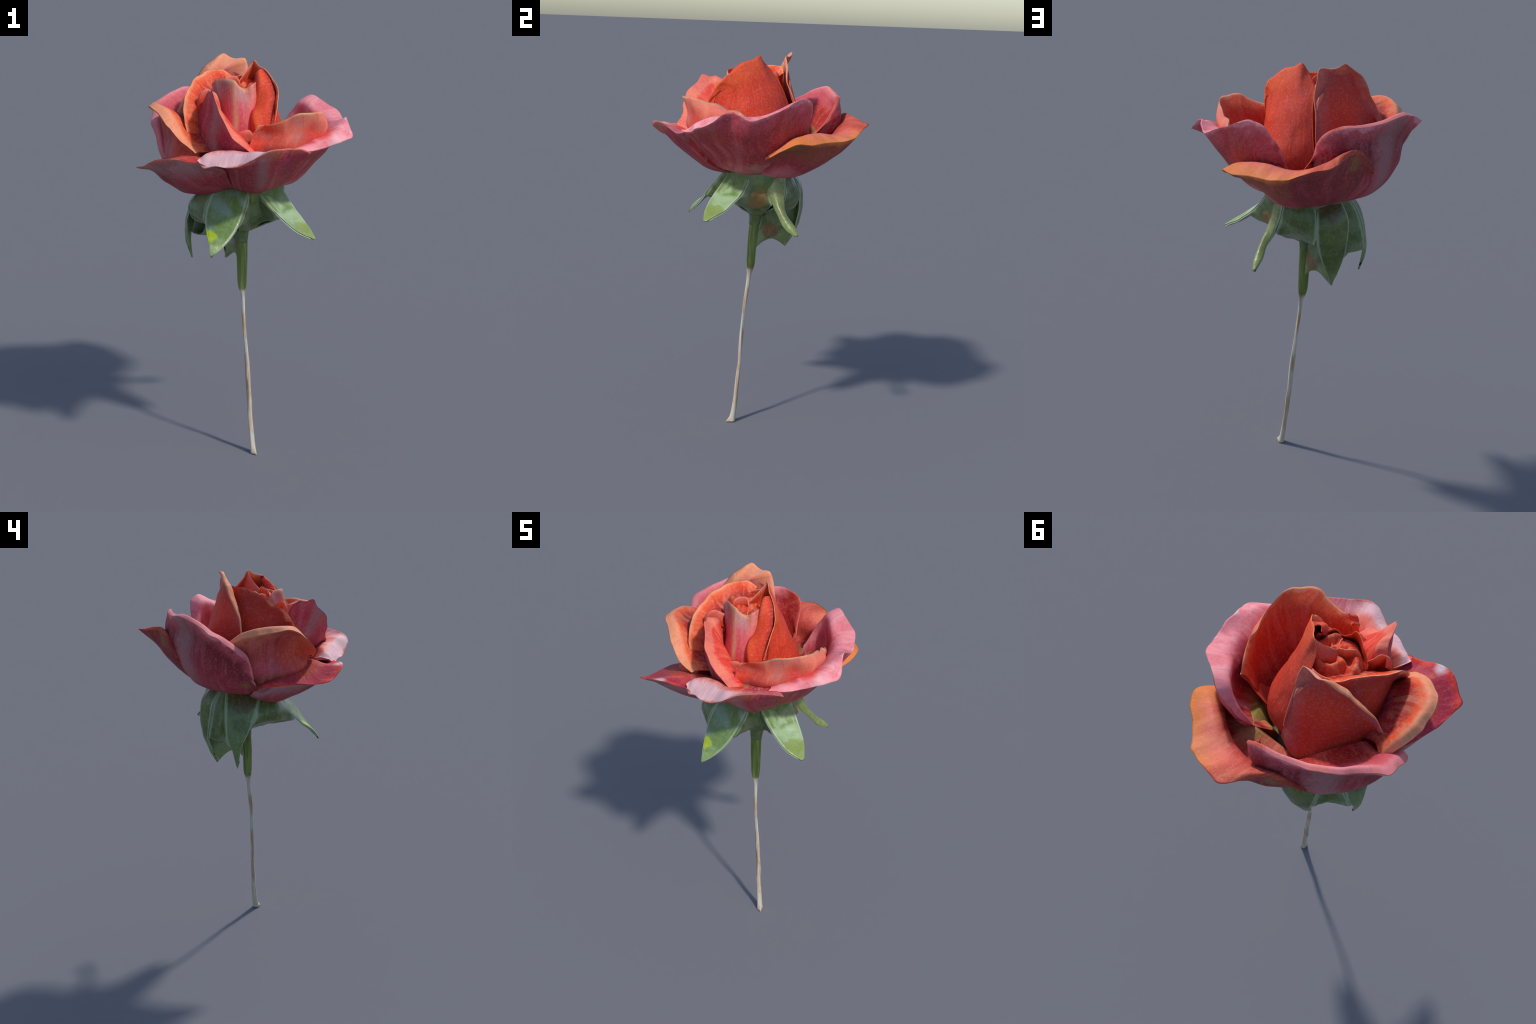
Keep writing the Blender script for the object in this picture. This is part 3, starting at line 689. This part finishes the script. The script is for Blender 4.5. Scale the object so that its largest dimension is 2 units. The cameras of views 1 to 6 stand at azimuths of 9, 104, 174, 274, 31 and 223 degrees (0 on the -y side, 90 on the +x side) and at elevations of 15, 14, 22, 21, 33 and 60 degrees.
sepal([(-.135, -.17, 1.40), (-.156, -.239, 1.321), (-.16, -.277, 1.269), (-.144, -.328, 1.22), (-.121, -.386, 1.176), (-.107, -.418, 1.127)],
      [(-.06, -.17, 1.395), (-.075, -.240, 1.322), (-.085, -.284, 1.268), (-.088, -.328, 1.217), (-.095, -.383, 1.169), (-.103, -.422, 1.122)],
      [(.035, -.17, 1.40), (.024, -.236, 1.319), (.010, -.284, 1.262), (-.015, -.325, 1.208), (-.055, -.378, 1.160), (-.099, -.42, 1.125)],
      green_material("sepal_front", SEPAL, BLUEG, [((-.135, -.35, 1.19), 0.05, LIME, 0.85), ((-.105, -.37, 1.165), 0.025, srgb(112, 124, 62), 0.8)]), seed=2)
sepal([(.05, -.14, 1.39), (.11, -.172, 1.33), (.16, -.192, 1.288), (.21, -.206, 1.248), (.275, -.21, 1.203), (.338, -.194, 1.176)],
      [(.10, -.078, 1.388), (.149, -.097, 1.324), (.19, -.114, 1.281), (.235, -.134, 1.241), (.288, -.157, 1.203), (.348, -.186, 1.173)],
      [(.155, -.01, 1.395), (.196, -.024, 1.33), (.23, -.042, 1.288), (.266, -.068, 1.25), (.306, -.105, 1.213), (.348, -.17, 1.177)],
      green_material("sepal_front_right", SEPAL, PALE, [((.31, -.17, 1.20), 0.075, srgb(138, 158, 84), 0.85), ((.17, -.06, 1.36), 0.07, DEEP, 0.6)]), seed=3)
sepal([(.11, .035, 1.40), (.132, .07, 1.322), (.15, .108, 1.262), (.187, .150, 1.206), (.212, .194, 1.150), (.239, .258, 1.112)],
      [(.125, .10, 1.405), (.14, .12, 1.33), (.162, .140, 1.266), (.198, .176, 1.212), (.220, .216, 1.160), (.243, .267, 1.113)],
      [(.10, .16, 1.40), (.118, .166, 1.32), (.14, .166, 1.256), (.178, .185, 1.202), (.200, .226, 1.156), (.238, .271, 1.115)],
      green_material("sepal_back_right", srgb(110, 124, 72), srgb(140, 148, 88), [((.13, .06, 1.38), 0.06, srgb(132, 100, 44), 0.6)]), thick=0.026, seed=4)
sepal([(-.18, .065, 1.41), (-.250, .064, 1.315), (-.272, .060, 1.243), (-.291, .051, 1.17), (-.300, .021, 1.101), (-.286, .0, 1.016)],
      [(-.19, -.02, 1.41), (-.262, -.018, 1.32), (-.288, -.010, 1.25), (-.303, .0, 1.18), (-.307, .0, 1.11), (-.283, -.006, .998)],
      [(-.19, -.11, 1.40), (-.252, -.098, 1.325), (-.278, -.080, 1.259), (-.301, -.056, 1.194), (-.309, -.026, 1.126), (-.292, -.012, 1.03)],
      green_material("sepal_left", srgb(70, 88, 34), srgb(104, 124, 74), [((-.24, -.03, 1.36), 0.08, srgb(96, 66, 50), 0.6)]), seed=5)
sepal([(-.05, .13, 1.405), (-.042, .195, 1.317), (-.04, .212, 1.244), (-.057, .203, 1.163), (-.091, .174, 1.076), (-.130, .120, .98)],
      [(-.10, .12, 1.405), (-.118, .188, 1.322), (-.121, .202, 1.245), (-.122, .196, 1.165), (-.127, .174, 1.085), (-.134, .116, .974)],
      [(-.145, .085, 1.405), (-.189, .132, 1.32), (-.195, .145, 1.248), (-.185, .157, 1.176), (-.166, .157, 1.100), (-.136, .125, 1.0)],
      green_material("sepal_back", srgb(72, 86, 32), srgb(98, 112, 52), [((-.11, .17, 1.37), 0.08, srgb(96, 70, 50), 0.6)]), seed=6)

# green skin that joins neighbouring sepals into a skirt
web_mat = green_material("calyx_web", srgb(84, 102, 44), srgb(122, 136, 96), [((-.05, .05, 1.07), 0.05, srgb(128, 82, 50), 0.8), ((.15, .03, 1.27), 0.06, srgb(158, 112, 50), 0.8)], seed=3.0)


def web(rows, thick=0.012, nu=24, nv=24):
    g = relief(loft(rows, nu, nv), 0.005, 16, 7)
    return attach(sheet("web", g, thick, (web_mat, web_mat), rose, outward=np.array([-.02, -.02, 1.25])))


web([[(-.15, .085, 1.40), (-.16, .07, 1.40), (-.18, .065, 1.40)],          # back to left
     [(-.187, .132, 1.315), (-.18, .085, 1.31), (-.249, .064, 1.31)],
     [(-.193, .144, 1.24), (-.185, .088, 1.24), (-.272, .060, 1.24)],
     [(-.184, .155, 1.17), (-.195, .092, 1.165), (-.289, .050, 1.17)],
     [(-.175, .156, 1.125), (-.21, .095, 1.13), (-.296, .035, 1.125)],
     [(-.14, .09, 1.10), (-.17, .05, 1.11), (-.24, .0, 1.12)],
     [(-.06, -.01, 1.16), (-.10, -.02, 1.17), (-.20, -.05, 1.19)]])
web([[(-.05, .02, 1.22), (-.075, .10, 1.24), (-.12, .185, 1.24)],           # fin behind the back sepal
     [(-.042, .0, 1.12), (-.065, .09, 1.14), (-.124, .185, 1.14)],
     [(-.035, -.01, 1.06), (-.065, .07, 1.075), (-.129, .16, 1.06)],
     [(-.030, -.018, .972), (-.050, .02, 1.01), (-.075, .053, 1.022), (-.105, .088, 1.004), (-.134, .116, .975)]], thick=0.036)
web([[(.03, -.16, 1.40), (.05, -.15, 1.40), (.06, -.13, 1.39)],            # front to front right
     [(.024, -.236, 1.319), (.05, -.14, 1.335), (.11, -.172, 1.33)],
     [(.010, -.284, 1.262), (.05, -.13, 1.28), (.16, -.192, 1.288)],
     [(-.003, -.30, 1.242), (.045, -.115, 1.25), (.178, -.19, 1.268)],
     [(-.02, -.17, 1.222), (.03, -.09, 1.21), (.09, -.11, 1.228)],
     [(-.035, -.06, 1.16), (-.01, -.055, 1.16), (.01, -.04, 1.16)]])
web([[(.15, -.01, 1.40), (.14, .02, 1.40), (.11, .045, 1.40)],             # front right to back right
     [(.196, -.024, 1.33), (.148, .02, 1.325), (.132, .07, 1.322)],
     [(.235, -.046, 1.282), (.155, .03, 1.28), (.145, .10, 1.27)],
     [(.235, -.07, 1.262), (.138, .035, 1.252), (.15, .11, 1.25)],
     [(.12, -.05, 1.215), (.10, .03, 1.215), (.09, .08, 1.22)],
     [(.01, -.04, 1.16), (.015, -.01, 1.16), (.01, .02, 1.16)]])
web([[(-.18, -.11, 1.40), (-.16, -.14, 1.40), (-.13, -.16, 1.40)],         # left to front
     [(-.252, -.098, 1.325), (-.245, -.195, 1.325), (-.156, -.239, 1.321)],
     [(-.278, -.080, 1.259), (-.242, -.190, 1.268), (-.16, -.277, 1.269)],
     [(-.27, -.06, 1.215), (-.165, -.12, 1.225), (-.145, -.29, 1.24)],
     [(-.14, -.05, 1.175), (-.11, -.10, 1.185), (-.10, -.18, 1.205)],
     [(-.06, -.02, 1.15), (-.055, -.04, 1.155), (-.04, -.06, 1.16)]])
web([[(.10, .14, 1.40), (.03, .16, 1.40), (-.04, .14, 1.405)],             # back right to back
     [(.118, .166, 1.32), (.04, .19, 1.33), (-.042, .192, 1.317)],
     [(.135, .168, 1.265), (.045, .175, 1.265), (-.04, .208, 1.25)],
     [(.12, .12, 1.232), (.04, .12, 1.222), (-.04, .17, 1.20)],
     [(.01, .03, 1.17), (-.01, .03, 1.17), (-.04, .03, 1.17)]])

# cup under the petals
def lathe(name, profile, centre, mat, nu=64):
    """surface of revolution whose axis follows centre(z)"""
    rows = []
    for r, z in profile:
        cx, cy = centre(z)
        rows.append([(cx + r * math.sin(a), cy - r * math.cos(a), z) for a in np.linspace(0, 2 * math.pi, nu, endpoint=False)])
    rows = np.array(rows)
    nr = len(rows)
    verts = rows.reshape(-1, 3)
    lump = np.array([noise.noise(Vector(p) * 9.0) for p in verts])
    c = np.array([[*centre(p[2]), p[2]] for p in verts])
    verts = verts + (verts - c) * 0.14 * lump[:, None]
    faces = [(j * nu + i, j * nu + (i + 1) % nu, (j + 1) * nu + (i + 1) % nu, (j + 1) * nu + i) for j in range(nr - 1) for i in range(nu)]
    faces.append(tuple(range(nu))[::-1])
    faces.append(tuple((nr - 1) * nu + i for i in range(nu)))
    me = bpy.data.meshes.new(name)
    me.from_pydata(verts.tolist(), [], faces)
    me.materials.append(mat)
    me.polygons.foreach_set("use_smooth", [True] * len(faces))
    al = me.attributes.new("along", "FLOAT", "POINT")
    ac = me.attributes.new("across", "FLOAT", "POINT")
    al.data.foreach_set("value", np.zeros(len(verts), np.float32))
    ac.data.foreach_set("value", np.full(len(verts), 0.5, np.float32))
    ob = bpy.data.objects.new(name, me)
    bpy.context.scene.collection.objects.link(ob)
    ob.parent = rose
    return attach(ob)


AXIS = [(.060, -.098, 0.0), (.051, -.091, .06), (.044, -.085, .13), (.038, -.081, .20), (.033, -.076, .269), (.026, -.072, .338), (.021, -.072, .408), (.016, -.070, .477),
        (.009, -.067, .545), (.002, -.064, .613), (-.004, -.060, .68), (-.010, -.053, .745), (-.013, -.047, .811), (-.02, -.039, .876), (-.024, -.035, 1.0),
        (-.028, -.026, 1.12), (-.028, -.018, 1.2), (-.01, 0, 1.3), (0, 0, 1.45)]


def axis(z):
    a = np.array(AXIS)
    return float(np.interp(z, a[:, 2], a[:, 0])), float(np.interp(z, a[:, 2], a[:, 1]))


cup_profile = [(.027, 1.10), (.031, 1.135), (.040, 1.160), (.060, 1.184), (.092, 1.207), (.125, 1.23), (.148, 1.26), (.163, 1.29), (.173, 1.335), (.184, 1.375), (.187, 1.40), (.13, 1.43)]
prof = spline(np.array(cup_profile), np.linspace(0, 1, 40))
cup_mat = green_material("receptacle", srgb(84, 108, 56), srgb(112, 128, 84),
                         [((.10, .05, 1.30), 0.07, srgb(150, 108, 48), 0.8), ((-.02, -.2, 1.4), 0.1, srgb(140, 140, 40), 0.5)], seed=1.0)
lathe("receptacle", prof, axis, cup_mat)

# ----------------------------------------------------------------------------------------------
# stem
# ----------------------------------------------------------------------------------------------


def stem_material():
    m = Nodes("stem")
    co = m.coords()
    sep = m.new("ShaderNodeSeparateXYZ")
    m.link(co, sep.inputs[0])
    z = m.math("ADD", sep.outputs[2], m.math("MULTIPLY", m.math("SUBTRACT", m.noise(co, 25, 2), 0.5), 0.02))
    stretch = m.new("ShaderNodeMapping")
    stretch.inputs["Scale"].default_value = (60, 60, 3.5)
    m.link(co, stretch.inputs["Vector"])
    fibre = m.noise(stretch.outputs[0], 1.0, 4, 0.6, 0.4)
    dry = m.mix(m.mask(fibre, 0.35, 0.68), srgb(172, 142, 112), srgb(212, 202, 186))
    dry = m.mix(m.math("MULTIPLY", m.mask(m.noise(co, 6, 2), 0.48, 0.62), 0.6), dry, srgb(198, 200, 190))
    dry = m.mix(m.math("MULTIPLY", m.mask(sep.outputs[2], 0.16, 0.02), 0.5), dry, srgb(196, 176, 150))
    green = m.mix(m.mask(fibre, 0.35, 0.7), srgb(92, 112, 44), srgb(134, 146, 84))
    green = m.mix(m.math("MULTIPLY", m.mask(m.noise(co, 14, 3), 0.55, 0.7), 0.5), green, srgb(122, 98, 66))
    col = m.mix(m.mask(z, 0.845, 0.872), dry, green)
    return m.finish(col, 0.6, 0.3, fibre, 0.35)


radii = [(0, .0175), (.02, .0150), (.06, .0135), (.13, .0120), (.2, .0112), (.27, .0118), (.34, .0098), (.41, .0112), (.48, .0110), (.545, .0092), (.61, .0088), (.68, .0095),
         (.745, .0096), (.80, .0094), (.832, .0115), (.855, .0165), (.872, .0200), (.90, .0232), (1.0, .0255), (1.1, .0275), (1.2, .036)]
rz, rr = np.array(radii).T
nu, nr = 28, 150
zs = np.linspace(0.0, 1.2, nr)
ring_pts = []
for z in zs:
    cx, cy = axis(z)
    r = np.interp(z, rz, rr)
    for i in range(nu):
        a = 2 * math.pi * i / nu
        twist = a + z * 4.0
        k = 1 + 0.13 * math.cos(2 * twist) + 0.06 * math.cos(3 * twist + 1)      # flattened, twisting section
        k += 0.20 * noise.noise(Vector((math.cos(a), math.sin(a), z * 7.0)))
        rad = r * (k if z < .86 else 1 + (k - 1) * 0.4)
        x, y = cx + rad * math.sin(a), cy - rad * math.cos(a)
        spur = max(0, 1 - z / 0.035) * max(0, math.cos(a - math.radians(40))) ** 8
        x += spur * 0.018 * math.sin(math.radians(35))
        y -= spur * 0.018 * math.cos(math.radians(35))
        ring_pts.append((x, y, z))
faces = [(j * nu + i, j * nu + (i + 1) % nu, (j + 1) * nu + (i + 1) % nu, (j + 1) * nu + i) for j in range(nr - 1) for i in range(nu)]
faces += [tuple(range(nu))[::-1], tuple((nr - 1) * nu + i for i in range(nu))]
me = bpy.data.meshes.new("stem")
me.from_pydata(ring_pts, [], faces)
me.materials.append(stem_material())
me.polygons.foreach_set("use_smooth", [len(f) == 4 for f in faces])
stem = bpy.data.objects.new("stem", me)
bpy.context.scene.collection.objects.link(stem)
stem.parent = rose
attach(stem)
